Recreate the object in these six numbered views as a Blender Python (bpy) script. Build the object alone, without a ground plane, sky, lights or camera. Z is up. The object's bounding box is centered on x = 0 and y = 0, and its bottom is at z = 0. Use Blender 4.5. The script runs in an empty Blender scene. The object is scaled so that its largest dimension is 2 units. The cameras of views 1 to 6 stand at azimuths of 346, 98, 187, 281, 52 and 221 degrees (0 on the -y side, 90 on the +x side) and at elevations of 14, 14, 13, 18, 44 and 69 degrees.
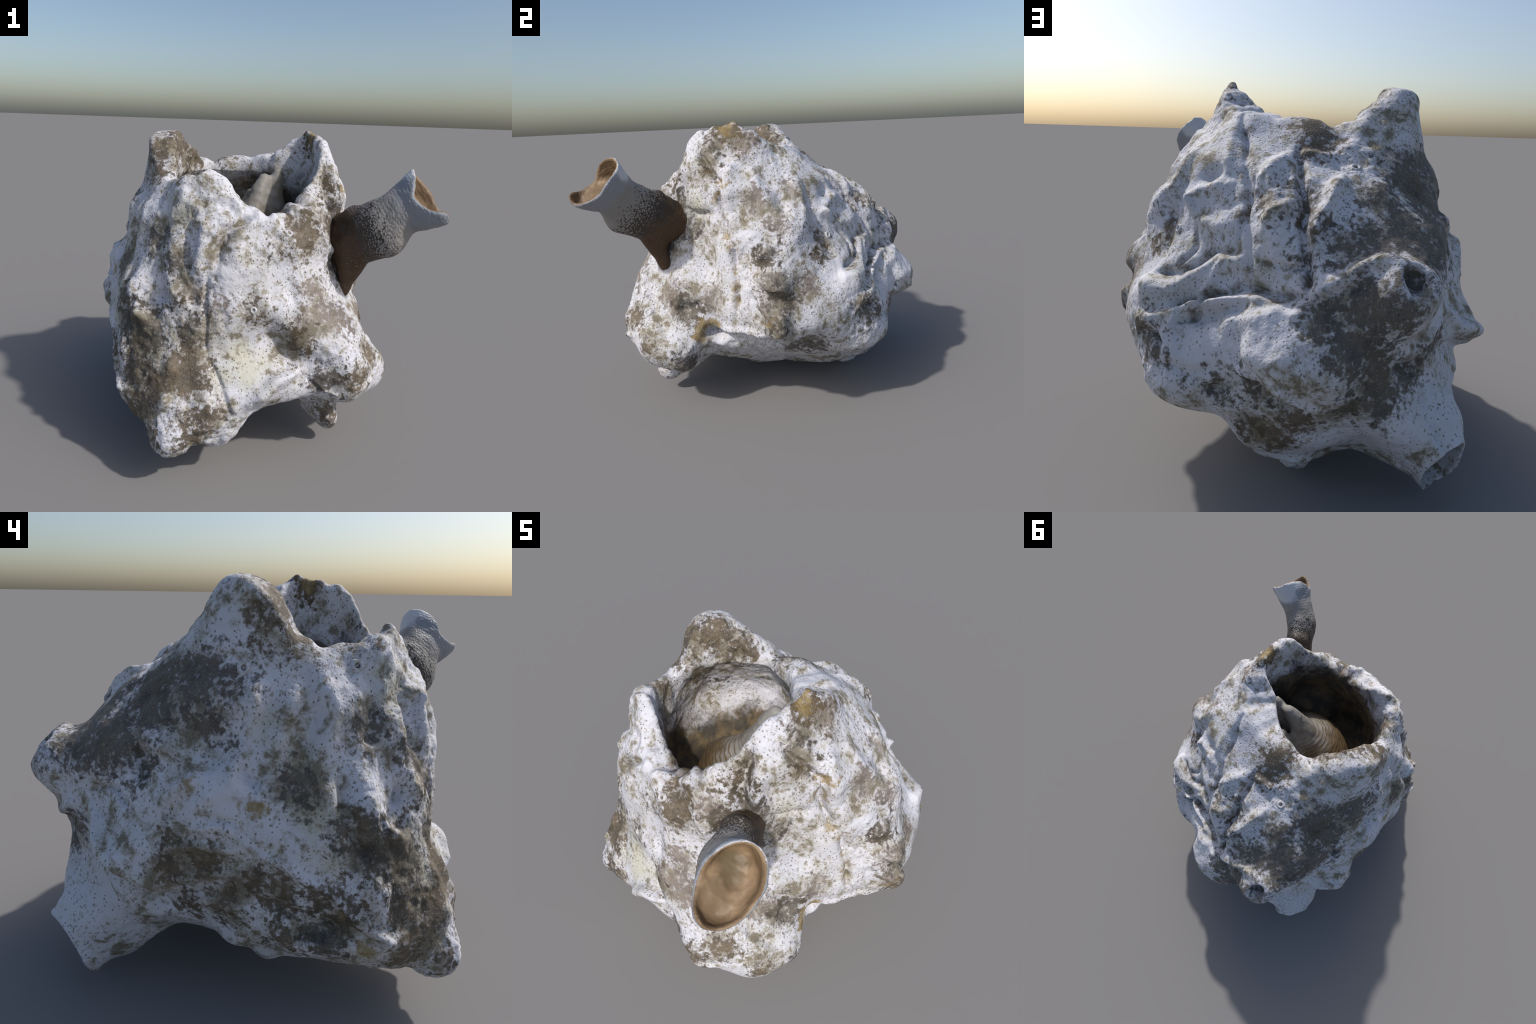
import bpy, math
import numpy as np
from mathutils import Vector

# ------------------------------------------------------------------ helpers
def vec(*a): return np.array(a, dtype=np.float32)

def hash3(ix, iy, iz, seed):
    h = (ix.astype(np.int64)*374761393 + iy.astype(np.int64)*668265263 + iz.astype(np.int64)*2147483647 + seed*974634777)
    h = (h ^ (h >> 13)) * 1274126177
    h = (h ^ (h >> 16)) & 0xFFFFFF
    return h.astype(np.float32) / float(0xFFFFFF) * 2 - 1

def vnoise(p, scale, seed=0):
    q = p * scale
    i = np.floor(q); f = q - i; i = i.astype(np.int64)
    u = f*f*f*(f*(f*6-15)+10)
    r = 0
    for dx in (0, 1):
        wx = u[:, 0] if dx else 1-u[:, 0]
        for dy in (0, 1):
            wy = u[:, 1] if dy else 1-u[:, 1]
            for dz in (0, 1):
                wz = u[:, 2] if dz else 1-u[:, 2]
                r = r + wx*wy*wz*hash3(i[:, 0]+dx, i[:, 1]+dy, i[:, 2]+dz, seed)
    return r

def fbm(p, scale, seed=0, octaves=3, gain=.5):
    r = 0; a = 1
    for o in range(octaves):
        r = r + a*vnoise(p, scale*2.03**o, seed+o*17); a *= gain
    return r

def smin(a, b, k):
    h = np.clip(.5+.5*(b-a)/k, 0, 1)
    return b*(1-h)+a*h-k*h*(1-h)

def smax(a, b, k): return -smin(-a, -b, k)

def hermite(xs, ys, x):
    """smooth interpolation of control rows ys at xs (Catmull-Rom, clamped)"""
    xs = np.asarray(xs, np.float32); ys = np.asarray(ys, np.float32)
    m = np.gradient(ys, xs, axis=0)
    x = np.clip(x, xs[0], xs[-1]-1e-5)
    k = np.clip(np.searchsorted(xs, x, side='right')-1, 0, len(xs)-2)
    h = xs[k+1]-xs[k]; t = (x-xs[k])/h
    if ys.ndim == 2: h = h[:, None]; t = t[:, None]
    return ((2*t**3-3*t**2+1)*ys[k]+(t**3-2*t**2+t)*h*m[k]+(-2*t**3+3*t**2)*ys[k+1]+(t**3-t**2)*h*m[k+1])

class Field:
    """signed distance field sampled on a regular grid, meshed by surface nets"""
    def __init__(s, lo, hi, h):
        s.lo = np.array(lo, np.float32); s.h = h
        s.n = np.ceil((np.array(hi)-np.array(lo))/h).astype(int)+1
        s.ax = [s.lo[i]+h*np.arange(s.n[i], dtype=np.float32) for i in range(3)]
        s.f = np.full(s.n, .5, np.float32)
    def box(s, lo, hi):
        a = np.clip(np.floor((np.array(lo)-s.lo)/s.h).astype(int), 0, s.n)
        b = np.clip(np.ceil((np.array(hi)-s.lo)/s.h).astype(int)+1, 0, s.n)
        sl = tuple(slice(a[i], b[i]) for i in range(3))
        return sl, np.meshgrid(*[s.ax[i][sl[i]] for i in range(3)], indexing='ij', sparse=True)
    def cone_dist(s, X, Y, Z, a, ra, b, rb, squash=None):
        ax, ay, az = a; d = np.array(b, np.float32)-np.array(a, np.float32)
        L2 = float(d@d) or 1e-9
        t = np.clip(((X-ax)*d[0]+(Y-ay)*d[1]+(Z-az)*d[2])/L2, 0, 1)
        q = np.sqrt((X-ax-t*d[0])**2+(Y-ay-t*d[1])**2+(Z-az-t*d[2])**2)
        return q-(ra+(rb-ra)*t)
    def cone(s, a, ra, b, rb, k=.1, cut=False):
        m = max(ra, rb)+k*1.5+.03
        sl, (X, Y, Z) = s.box(np.minimum(a, b)-m, np.maximum(a, b)+m)
        d = s.cone_dist(X, Y, Z, a, ra, b, rb)
        s.f[sl] = smax(s.f[sl], -d, k) if cut else smin(s.f[sl], d, k)
    def ball(s, c, r, k=.1, cut=False, axes=None, rot=(0, 0, 0)):
        """ellipsoid with radii r (3) turned by euler rot (degrees)"""
        r = np.array([r]*3 if np.isscalar(r) else r, np.float32)
        m = r.max()+k*1.5+.03
        sl, (X, Y, Z) = s.box(np.array(c)-m, np.array(c)+m)
        from mathutils import Euler
        M = np.array(Euler([math.radians(v) for v in rot]).to_matrix()).T
        P = [X-c[0], Y-c[1], Z-c[2]]
        q = [(M[i, 0]*P[0]+M[i, 1]*P[1]+M[i, 2]*P[2]) for i in range(3)]
        k0 = np.sqrt(sum((q[i]/r[i])**2 for i in range(3)))
        k1 = np.sqrt(sum((q[i]/r[i]**2)**2 for i in range(3)))+1e-6
        d = k0*(k0-1)/k1
        s.f[sl] = smax(s.f[sl], -d, k) if cut else smin(s.f[sl], d, k)
    def mesh(s):
        f = s.f; inside = f < 0
        nx, ny, nz = s.n
        c = np.zeros((nx-1, ny-1, nz-1), np.int8)
        for dx in (0, 1):
            for dy in (0, 1):
                for dz in (0, 1):
                    c += inside[dx:nx-1+dx, dy:ny-1+dy, dz:nz-1+dz]
        act = (c > 0) & (c < 8)
        I = np.argwhere(act)
        idx = np.full(act.shape, -1, np.int64); idx[act] = np.arange(len(I))
        acc = np.zeros((len(I), 3)); cnt = np.zeros(len(I))
        corners = [(a, b, d) for a in (0, 1) for b in (0, 1) for d in (0, 1)]
        for p in corners:
            for ax in range(3):
                if p[ax]: continue
                q = list(p); q[ax] = 1
                fa = f[I[:, 0]+p[0], I[:, 1]+p[1], I[:, 2]+p[2]]
                fb = f[I[:, 0]+q[0], I[:, 1]+q[1], I[:, 2]+q[2]]
                x = (fa < 0) != (fb < 0)
                t = np.where(x, fa/np.where(x, fa-fb, 1), 0)
                pos = np.tile(np.array(p, float), (len(I), 1)); pos[:, ax] = t
                acc[x] += pos[x]; cnt[x] += 1
        V = s.lo+s.h*(I+acc/cnt[:, None])
        Q = []
        for ax in range(3):
            o1, o2 = [(1, 2), (2, 0), (0, 1)][ax]
            A = [slice(None)]*3; B = [slice(None)]*3
            A[ax] = slice(0, -1); B[ax] = slice(1, None)
            fa = inside[tuple(A)]; fb = inside[tuple(B)]
            E = np.argwhere(fa != fb)
            E = E[(E[:, o1] > 0) & (E[:, o2] > 0) & (E[:, o1] < s.n[o1]-1) & (E[:, o2] < s.n[o2]-1)]
            sgn = fa[E[:, 0], E[:, 1], E[:, 2]]
            def cell(d1, d2):
                e = E.copy(); e[:, o1] -= d1; e[:, o2] -= d2
                return idx[e[:, 0], e[:, 1], e[:, 2]]
            q = np.stack([cell(1, 1), cell(0, 1), cell(0, 0), cell(1, 0)], 1)
            q[~sgn] = q[~sgn][:, ::-1]
            Q.append(q)
        return V, np.concatenate(Q)

def np_mesh(name, V, F):
    m = bpy.data.meshes.new(name)
    V = np.asarray(V, np.float32); F = np.asarray(F, np.int32)
    m.vertices.add(len(V)); m.vertices.foreach_set('co', V.ravel())
    n = F.shape[1]
    m.loops.add(F.size); m.loops.foreach_set('vertex_index', F.ravel())
    m.polygons.add(len(F)); m.polygons.foreach_set('loop_start', np.arange(0, F.size, n, dtype=np.int32))
    m.update(calc_edges=True); m.validate()
    return m

def get_np(m):
    V = np.empty(len(m.vertices)*3, np.float32); m.vertices.foreach_get('co', V)
    N = np.empty(len(m.vertices)*3, np.float32); m.vertices.foreach_get('normal', N)
    F = np.empty(len(m.loops), np.int32); m.loops.foreach_get('vertex_index', F)
    return V.reshape(-1, 3), N.reshape(-1, 3), F.reshape(-1, 4)

def subdivide(m, levels=1):
    o = bpy.data.objects.new('tmp_subdivide', m); bpy.context.scene.collection.objects.link(o)
    md = o.modifiers.new('s', 'SUBSURF'); md.levels = levels; md.render_levels = levels
    dg = bpy.context.evaluated_depsgraph_get()
    r = bpy.data.meshes.new_from_object(o.evaluated_get(dg))
    bpy.data.objects.remove(o); bpy.data.meshes.remove(m)
    return r

def seg_dist(P, pts):
    """distance to a polyline and the parameter 0..1 along it"""
    pts = np.array(pts, np.float32); best = np.full(len(P), 9, np.float32); par = np.zeros(len(P), np.float32)
    n = len(pts)-1
    for i in range(n):
        a = pts[i]; d = pts[i+1]-a
        t = np.clip((P-a)@d/float(d@d), 0, 1)
        q = np.linalg.norm(P-a-t[:, None]*d, axis=1)
        c = q < best; best[c] = q[c]; par[c] = (i+t[c])/n
    return best, par

class Tube:
    """elliptical tube along a spine: rows of centre, long-axis direction, half width along it, half width across"""
    def __init__(s, rows):
        s.c = np.array([r[0] for r in rows], np.float32); s.u = np.array([r[1] for r in rows], np.float32)
        s.ab = np.array([r[2] for r in rows], np.float32)
    def dist(s, P, shrink=0., first=0):
        best = np.full(len(P), 9, np.float32)
        for i in range(first, len(s.c)-1):
            d = s.c[i+1]-s.c[i]; L2 = float(d@d)
            t = np.clip((P-s.c[i])@d/L2, 0, 1)
            q = P-s.c[i]-t[:, None]*d
            ab = s.ab[i]+(s.ab[i+1]-s.ab[i])*t[:, None]-shrink
            u = s.u[i]+(s.u[i+1]-s.u[i])*t[:, None]
            dn = d/math.sqrt(L2); u = u-(u@dn)[:, None]*dn; u /= np.linalg.norm(u, axis=1)[:, None]
            w = np.cross(u, dn)
            pu = (q*u).sum(1); pw = (q*w).sum(1); pd = q@dn
            k = np.sqrt((pu/ab[:, 0])**2+(pw/ab[:, 1])**2+(pd/ab.mean(1))**2)
            best = smin(best, (k-1)*ab.min(1), .03)
        return best
# ------------------------------------------------------------------ body: shape description
ANG = np.arange(0, 360, 22.5)
# cross-section radii of the wall, one row per height, every 22.5 degrees from +x towards +y
LEVELS = [.04, .10, .20, .30, .40, .50, .60, .70, .80, .90, 1.0, 1.1, 1.2, 1.3, 1.4, 1.5, 1.75]
RADII = [
 [-.1, -.1, -.1, -.1, -.1, -.1, -.1, -.1, -.1, -.1, -.1, -.1, -.1, -.1, -.1, -.1],
 [.12, .12, .13, .34, .50, .45, .42, .31, .33, .38, .40, .50, .46, .20, .16, .16],
 [.29, .28, .36, .55, .70, .66, .60, .46, .52, .62, .80, .88, .65, .45, .36, .33],
 [.42, .44, .60, .68, .80, .78, .70, .62, .64, .77, .95, .97, .74, .68, .60, .50],
 [.58, .69, .82, .82, .82, .84, .80, .72, .73, .86, .99, .96, .87, .82, .74, .68],
 [.69, .80, .87, .88, .86, .88, .86, .76, .77, .84, .97, .91, .89, .87, .80, .70],
 [.75, .88, .89, .89, .94, .91, .90, .82, .77, .84, .93, .88, .84, .88, .80, .68],
 [.77, .87, .91, .87, .97, .93, .92, .84, .78, .84, .89, .81, .80, .87, .76, .66],
 [.77, .85, .90, .82, .94, .94, .92, .84, .79, .84, .86, .80, .78, .83, .70, .63],
 [.79, .83, .85, .79, .85, .92, .93, .82, .78, .84, .82, .79, .77, .75, .65, .62],
 [.76, .80, .79, .75, .84, .89, .92, .79, .76, .85, .79, .77, .73, .71, .61, .63],
 [.73, .77, .73, .71, .82, .84, .89, .75, .71, .82, .76, .74, .71, .70, .60, .62],
 [.68, .73, .69, .68, .76, .79, .83, .71, .69, .78, .72, .70, .68, .67, .59, .60],
 [.61, .67, .65, .64, .69, .71, .73, .69, .67, .74, .68, .68, .62, .62, .58, .59],
 [.60, .61, .61, .59, .56, .55, .61, .62, .61, .62, .64, .61, .56, .55, .54, .55],
 [.53, .52, .49, .46, .43, .41, .51, .60, .57, .52, .59, .54, .46, .42, .48, .54],
 [.40, .41, .36, .28, .22, .22, .33, .51, .57, .48, .52, .48, .40, .35, .40, .44]]
def axis(z): return -.02+0*z, .02-.106*z

HOLE = (-.03, -.26)
# crest of the rim, angle round the hole -> height
CREST = [(0, 1.715), (10, 1.745), (20, 1.768), (30, 1.715), (50, 1.60), (75, 1.585), (100, 1.575), (113, 1.555), (124, 1.575), (132, 1.63),
         (145, 1.705), (155, 1.74), (164, 1.71), (169, 1.66), (175, 1.55), (180, 1.50), (192, 1.49), (206, 1.49), (218, 1.535), (228, 1.56),
         (240, 1.52), (255, 1.40), (270, 1.33), (285, 1.34), (303, 1.40), (315, 1.48), (325, 1.57), (335, 1.65), (347, 1.70)]
# mouth of the hole, angle -> radius
MOUTH = [(0, .385), (15, .41), (28, .38), (45, .30), (60, .30), (80, .33), (100, .36), (115, .39), (130, .38), (150, .40), (175, .42), (200, .42),
         (220, .395), (250, .34), (270, .32), (290, .32), (310, .355), (335, .385)]
LEAN = [(0, -.05), (20, -.04), (40, .0), (60, .1), (330, .1)]       # how the hole narrows or widens towards the crest
BULGE = [(0, -.08), (40, .02), (70, .08), (120, .17), (160, .13), (195, .0), (225, -.03), (260, .0), (320, -.03)]  # how far the crater swells below the rim
def ring(tab, ang):
    a = np.array([t[0] for t in tab]+[tab[0][0]+360], np.float32); v = np.array([t[1] for t in tab]+[tab[0][1]], np.float32)
    return np.interp(np.mod(ang-a[0], 360)+a[0], a, v).astype(np.float32)

VOX = .0095
B = Field((-1.0, -1.08, -.06), (1.0, 1.08, 1.86), VOX)
def build_wall():
    zs = B.ax[2]
    rows = hermite(LEVELS, RADII, zs)                       # nz x 16
    fine = np.arange(0, 360, 1.5)
    per = np.concatenate([rows[:, -3:], rows, rows[:, :3]], 1)
    pa = np.concatenate([ANG[-3:]-360, ANG, ANG[:3]+360])
    rows = hermite(pa, per.T, fine).T.astype(np.float32)    # nz x 240
    X = B.ax[0][:, None]; Y = B.ax[1][None, :]
    hx, hy = X-HOLE[0], Y-HOLE[1]
    hang = np.degrees(np.arctan2(hy, hx)); hr = np.hypot(hx, hy)
    crest = ring(CREST, hang); mouth = ring(MOUTH, hang); lean = ring(LEAN, hang); bul = ring(BULGE, hang)
    ha = np.radians(hang)
    crest = crest+.009*np.sin(9*ha+.6)*np.sin(4*ha)+.009*np.sin(17*ha+1.9)*np.sin(5*ha+1)+.006*np.sin(29*ha)*np.sin(3*ha+2)
    # soften the tables where the angle turns fast near the hole centre
    for k, z in enumerate(zs):
        cx, cy = axis(z)
        dx, dy = X-cx, Y-cy
        a = np.mod(np.degrees(np.arctan2(dy, dx)), 360)/1.5
        i = np.floor(a).astype(int); t = (a-i).astype(np.float32)
        R = rows[k][i % 240]*(1-t)+rows[k][(i+1) % 240]*t
        f = (np.hypot(dx, dy)-R)*.85
        if z < .12: f = np.maximum(f, .0)+np.minimum(f, 0)
        f = smax(f, (z-crest)*.7, .028)
        depth = np.clip((1.5-z)/.55, 0, 1)
        bulge = mouth+bul*np.sin(depth*math.pi)+(z > 1.5)*(z-1.5)*lean
        cav = smax((hr-bulge)*.9, np.float32(.72-z)*.8, .12)
        f = smax(f, -cav, .03)
        B.f[:, :, k] = f
build_wall()

# knob with a siphon hole, spout, spikes and lobes
B.cone((-.28, .43, .82), .38, (-.475, .785, .955), .13, .16)
B.ball((-.10, .79, .70), (.22, .20, .115), .10)                     # shelf
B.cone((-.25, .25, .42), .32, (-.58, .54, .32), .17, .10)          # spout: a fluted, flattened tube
B.cone((-.50, .42, .48), .20, (-.66, .58, .34), .13, .08)
B.cone((-.10, .40, .30), .14, (-.55, .52, .25), .12, .08)
def build_spout():
    sl, (X, Y, Z) = B.box((-.98, .2, -.04), (-.2, 1.0, .75))
    P = np.stack(np.broadcast_arrays(X, Y, Z), -1); shp = P.shape[:3]; P = P.reshape(-1, 3)
    u = (-.16, .66, .73)
    t = Tube([((-.35, .34, .40), u, (.27, .22)), ((-.56, .53, .285), u, (.205, .155)), ((-.71, .68, .19), u, (.165, .115)), ((-.82, .79, .11), u, (.16, .12))])
    f = t.dist(P)
    end = (P-vec(-.71, .69, .185))@vec(-.64, .64, -.42)+.012*np.sin(P@vec(-3, 12, 14))
    f = smax(f, end, .02)
    B.f[sl] = smin(B.f[sl], f.reshape(shp), .07)
    bore = smax(t.dist(P, .022, 1), -(P-vec(-.55, .53, .29))@vec(-.64, .64, -.42), .05)
    B.f[sl] = smax(B.f[sl], -bore.reshape(shp), .018)
build_spout()
B.cone((-.35, -.50, .55), .38, (-.535, -.86, .265), .11, .12)      # front buttress
B.cone((-.40, -.75, .40), .14, (-.30, -.82, .22), .07, .08)
B.cone((.22, -.47, .85), .24, (.40, -.735, .51), .165, .12)         # foot ridge
B.cone((.40, -.40, .70), .20, (.58, -.64, .465), .13, .12)
B.cone((.40, -.35, .58), .16, (.605, -.49, .40), .135, .10)
B.cone((.42, -.72, .43), .13, (.60, -.62, .40), .11, .08)
B.cone((.30, -.42, .42), .18, (.365, -.66, .155), .09, .08)
B.ball((-.70, .32, .68), (.15, .15, .12), .10)                       # side lobe
B.cone((-.05, .40, .28), .22, (-.08, .52, .10), .09, .16)
B.ball((.38, .58, .48), (.18, .18, .13), .10)
B.ball((.70, .15, .66), (.13, .13, .13), .08)
# hollows
B.ball((.80, -.36, .95), (.19, .15, .30), .12, cut=True, rot=(0, 12, -30))
B.ball((.16, .98, .50), (.22, .14, .10), .10, cut=True)
B.ball((-.40, .20, .07), (.28, .24, .18), .08, cut=True)
B.ball((-.38, -.30, .05), (.28, .20, .14), .08, cut=True)
B.cone((.12, -.92, .07), .30, (.0, -.62, .06), .26, .06, cut=True)
B.cone((.0, -.62, .05), .25, (-.55, .05, .0), .15, .08, cut=True)
B.cone((-.50, .83, 1.02), .05, (-.56, .95, 1.02), .055, .03, cut=True)
def swell(x, y, z, width, height):
    """push the wall out (or in) softly round a point"""
    m = 2.2*width
    sl, (X, Y, Z) = B.box((x-m, y-m, z-m), (x+m, y+m, z+m))
    B.f[sl] -= height*np.exp(-((X-x)**2+(Y-y)**2+(Z-z)**2)/width**2)
swell(.76, -.08, .94, .13, -.07)
swell(.62, -.22, 1.20, .14, -.06)
swell(.10, .86, .90, .13, -.05)
swell(.66, .48, .93, .12, -.06)
swell(.24, .64, 1.02, .10, -.05)
swell(-.56, .43, 1.28, .15, -.08)
swell(-.71, .42, 1.00, .12, -.04)
swell(-.75, -.44, 1.18, .17, -.08)
swell(-.64, -.63, 1.05, .14, -.03)
swell(-.62, -.52, 1.32, .13, -.05)
swell(.57, -.29, .76, .12, .05)
swell(.64, .25, 1.17, .10, .03)
swell(.46, .68, .67, .10, .055)
swell(.11, .68, .25, .12, .05)
swell(-.48, .72, .46, .14, .07)
swell(-.22, .84, .56, .14, .06)
swell(-.78, .05, .90, .13, .03)
swell(-.22, -.86, .29, .10, .05)
swell(.66, -.53, .66, .11, -.05)
swell(.78, .14, .91, .10, .045)
swell(.57, -.08, 1.33, .10, .04)
swell(.37, .68, .87, .09, -.04)
swell(.60, .62, .90, .10, -.05)
swell(.15, .86, .82, .10, -.055)
swell(-.15, .79, .93, .08, .045)
swell(-.39, .82, .74, .10, .045)
swell(-.50, .76, .36, .10, .035)
swell(-.70, .31, .44, .10, .05)
swell(-.75, -.33, 1.09, .14, -.05)
swell(-.83, -.30, .94, .12, -.05)
swell(-.68, -.57, 1.04, .10, -.04)
swell(-.73, -.61, .64, .10, .045)
swell(.0, -.83, 1.11, .10, -.05)
swell(.24, -.77, 1.12, .09, -.05)
swell(-.05, -.87, .66, .09, -.04)
swell(.18, -.91, .57, .10, -.05)
swell(.62, -.28, .36, .09, -.05)
swell(.71, .28, .45, .13, -.06)
swell(.15, .87, .61, .09, -.04)
swell(-.71, .54, .89, .08, -.045)
swell(-.67, -.34, 1.29, .09, -.05)
swell(-.71, -.58, 1.00, .09, -.04)
swell(-.72, -.24, 1.26, .08, -.03)
swell(.15, -.72, 1.31, .08, -.04)
swell(-.11, -.85, .98, .09, -.035)
swell(.28, .23, 1.50, .10, .045)
swell(-.08, .26, 1.50, .10, .045)
swell(-.79, .05, 1.01, .09, .03)
swell(-.73, .36, .50, .10, .045)
swell(-.09, .80, .46, .09, .04)
# knobs hanging along the lower edge
B.ball((-.66, -.06, .345), (.07, .07, .07), .06)
B.ball((-.62, -.18, .27), (.065, .065, .075), .05)
B.ball((-.50, -.60, .25), (.09, .08, .08), .06)

V, F = B.mesh()
body = subdivide(np_mesh('body', V, F))
V, N, F = get_np(body)
RELIEF = []
def relief(width, height, *pts): RELIEF.append((width, height, pts))
#RELIEF-BEGIN
relief(0.022, -0.03, (-0.39, -0.64, 1.37), (-0.42, -0.64, 1.29), (-0.44, -0.67, 1.21), (-0.45, -0.7, 1.11))
relief(0.022, -0.035, (-0.12, -0.73, 1.35), (-0.19, -0.75, 1.31), (-0.24, -0.75, 1.28), (-0.28, -0.76, 1.2), (-0.3, -0.79, 1.11))
relief(0.012, -0.018, (-0.34, -0.78, 1.06), (-0.36, -0.79, 0.95), (-0.36, -0.81, 0.8), (-0.35, -0.83, 0.67), (-0.32, -0.88, 0.6), (-0.27, -0.93, 0.45), (-0.24, -0.93, 0.38))
relief(0.03, -0.025, (-0.53, -0.66, 1.04), (-0.58, -0.67, 0.91), (-0.6, -0.71, 0.8))
relief(0.02, -0.025, (-0.67, -0.57, 0.88), (-0.69, -0.6, 0.83), (-0.66, -0.65, 0.78))
relief(0.045, 0.03, (-0.33, -0.69, 1.34), (-0.36, -0.72, 1.22), (-0.39, -0.75, 1.07))
relief(0.05, 0.02, (-0.19, -0.76, 1.25), (-0.21, -0.79, 1.13), (-0.27, -0.81, 1.03))
relief(0.04, 0.025, (-0.49, -0.64, 1.2), (-0.51, -0.67, 1.05), (-0.49, -0.75, 0.92))
relief(0.05, 0.03, (-0.64, -0.5, 1.04), (-0.66, -0.55, 0.91), (-0.62, -0.68, 0.8))
relief(0.025, 0.02, (-0.19, -0.75, 1.3), (-0.03, -0.72, 1.33), (0.12, -0.63, 1.35), (0.24, -0.64, 1.35))
relief(0.025, 0.025, (0.28, -0.62, 1.34), (0.32, -0.63, 1.18), (0.37, -0.59, 1.1))
relief(0.03, 0.04, (-0.14, -0.93, 0.45), (-0.02, -0.91, 0.53), (0.14, -0.86, 0.57))
relief(0.06, -0.05, (-0.04, -0.84, 0.79), (0.04, -0.85, 0.66), (0.11, -0.86, 0.58))
relief(0.01, -0.018, (0.17, -0.86, 0.52), (0.26, -0.86, 0.43), (0.36, -0.87, 0.39), (0.42, -0.91, 0.46), (0.58, -0.8, 0.5))
relief(0.02, 0.018, (0.22, -0.86, 0.47), (0.36, -0.87, 0.39), (0.45, -0.9, 0.44), (0.58, -0.81, 0.48))
relief(0.04, 0.025, (0.32, -0.74, 0.9), (0.4, -0.76, 0.82), (0.56, -0.69, 0.66))
relief(0.045, 0.02, (-0.52, -0.8, 0.67), (-0.54, -0.84, 0.55), (-0.57, -0.9, 0.42))
relief(0.035, 0.018, (-0.4, -0.82, 0.67), (-0.38, -0.9, 0.53), (-0.34, -0.94, 0.38))
relief(0.018, -0.038, (0.46, -0.33, 1.6), (0.49, -0.29, 1.54), (0.53, -0.23, 1.46), (0.56, -0.18, 1.41), (0.56, -0.19, 1.31), (0.58, -0.17, 1.21), (0.61, -0.16, 1.12), (0.67, -0.11, 1.06), (0.67, -0.1, 0.94), (0.7, -0.09, 0.83), (0.73, -0.1, 0.68))
relief(0.045, 0.035, (0.5, -0.12, 1.52), (0.55, -0.14, 1.45), (0.59, -0.14, 1.35), (0.59, -0.13, 1.24), (0.66, -0.09, 1.13))
relief(0.03, 0.035, (0.73, 0.06, 1.02), (0.73, 0.1, 1.03))
relief(0.045, 0.03, (0.82, 0.1, 0.89), (0.81, 0.17, 0.85))
relief(0.04, 0.045, (0.83, 0.17, 0.68), (0.82, 0.18, 0.63))
relief(0.025, 0.03, (0.77, 0.01, 0.84), (0.8, 0.07, 0.77), (0.84, 0.12, 0.68))
relief(0.09, -0.03, (0.48, -0.43, 1.25), (0.56, -0.31, 1.02), (0.63, -0.24, 0.81))
relief(0.012, -0.025, (0.39, 0.47, 1.1), (0.37, 0.54, 1.04), (0.45, 0.56, 0.94), (0.54, 0.52, 0.9))
relief(0.014, -0.03, (0.08, 0.72, 0.89), (0.27, 0.66, 0.86), (0.34, 0.68, 0.77), (0.42, 0.71, 0.73))
relief(0.03, 0.03, (0.2, 0.6, 1.0), (0.28, 0.63, 0.89), (0.38, 0.68, 0.76), (0.46, 0.72, 0.7))
relief(0.06, 0.03, (0.61, 0.48, 0.86), (0.56, 0.54, 0.84), (0.57, 0.6, 0.77))
relief(0.06, 0.025, (0.05, 0.83, 0.8), (0.07, 0.88, 0.74))
relief(0.03, -0.035, (0.59, 0.63, 0.67), (0.51, 0.72, 0.68))
relief(0.025, 0.025, (0.65, -0.22, 0.55), (0.72, -0.03, 0.57), (0.81, 0.16, 0.59), (0.74, 0.31, 0.56))
relief(0.03, -0.04, (0.64, -0.3, 0.52), (0.64, -0.23, 0.49), (0.7, 0.02, 0.5), (0.67, 0.25, 0.51))
relief(0.035, -0.06, (0.64, -0.29, 0.53), (0.64, -0.24, 0.51))
relief(0.035, -0.03, (0.62, -0.44, 0.67), (0.63, -0.36, 0.69))
relief(0.012, -0.02, (0.12, 0.49, 1.35), (0.15, 0.59, 1.2), (0.17, 0.61, 1.07))
relief(0.035, -0.025, (0.47, 0.31, 1.32), (0.51, 0.33, 1.24), (0.49, 0.38, 1.16))
relief(0.02, 0.025, (0.43, 0.4, 1.22), (0.42, 0.42, 1.18))
relief(0.016, -0.03, (0.25, 0.19, 1.59), (0.19, 0.36, 1.44), (0.16, 0.49, 1.32), (0.15, 0.6, 1.18), (0.12, 0.67, 1.06), (0.1, 0.69, 0.96))
relief(0.02, -0.045, (-0.04, 0.37, 1.44), (-0.08, 0.56, 1.31), (-0.1, 0.65, 1.21), (-0.1, 0.73, 1.12), (-0.12, 0.78, 1.02), (-0.13, 0.83, 0.94))
relief(0.035, 0.03, (-0.01, 0.39, 1.42), (0.06, 0.49, 1.36), (0.11, 0.53, 1.3))
relief(0.035, 0.025, (-0.04, 0.63, 1.24), (0.03, 0.65, 1.2), (0.07, 0.66, 1.15))
relief(0.055, 0.025, (0.05, 0.49, 1.36), (0.01, 0.65, 1.2), (-0.0, 0.73, 1.08))
relief(0.032, 0.05, (-0.23, 0.49, 1.34), (-0.18, 0.62, 1.25), (-0.14, 0.67, 1.18), (-0.13, 0.72, 1.13))
relief(0.025, 0.02, (-0.07, 0.38, 1.43), (-0.16, 0.37, 1.42))
relief(0.04, 0.02, (-0.26, 0.28, 1.46), (-0.31, 0.13, 1.59))
relief(0.03, 0.025, (0.43, 0.39, 1.23), (0.31, 0.44, 1.28), (0.2, 0.47, 1.3))
relief(0.022, 0.02, (0.45, 0.38, 1.21), (0.43, 0.41, 1.2))
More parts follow.
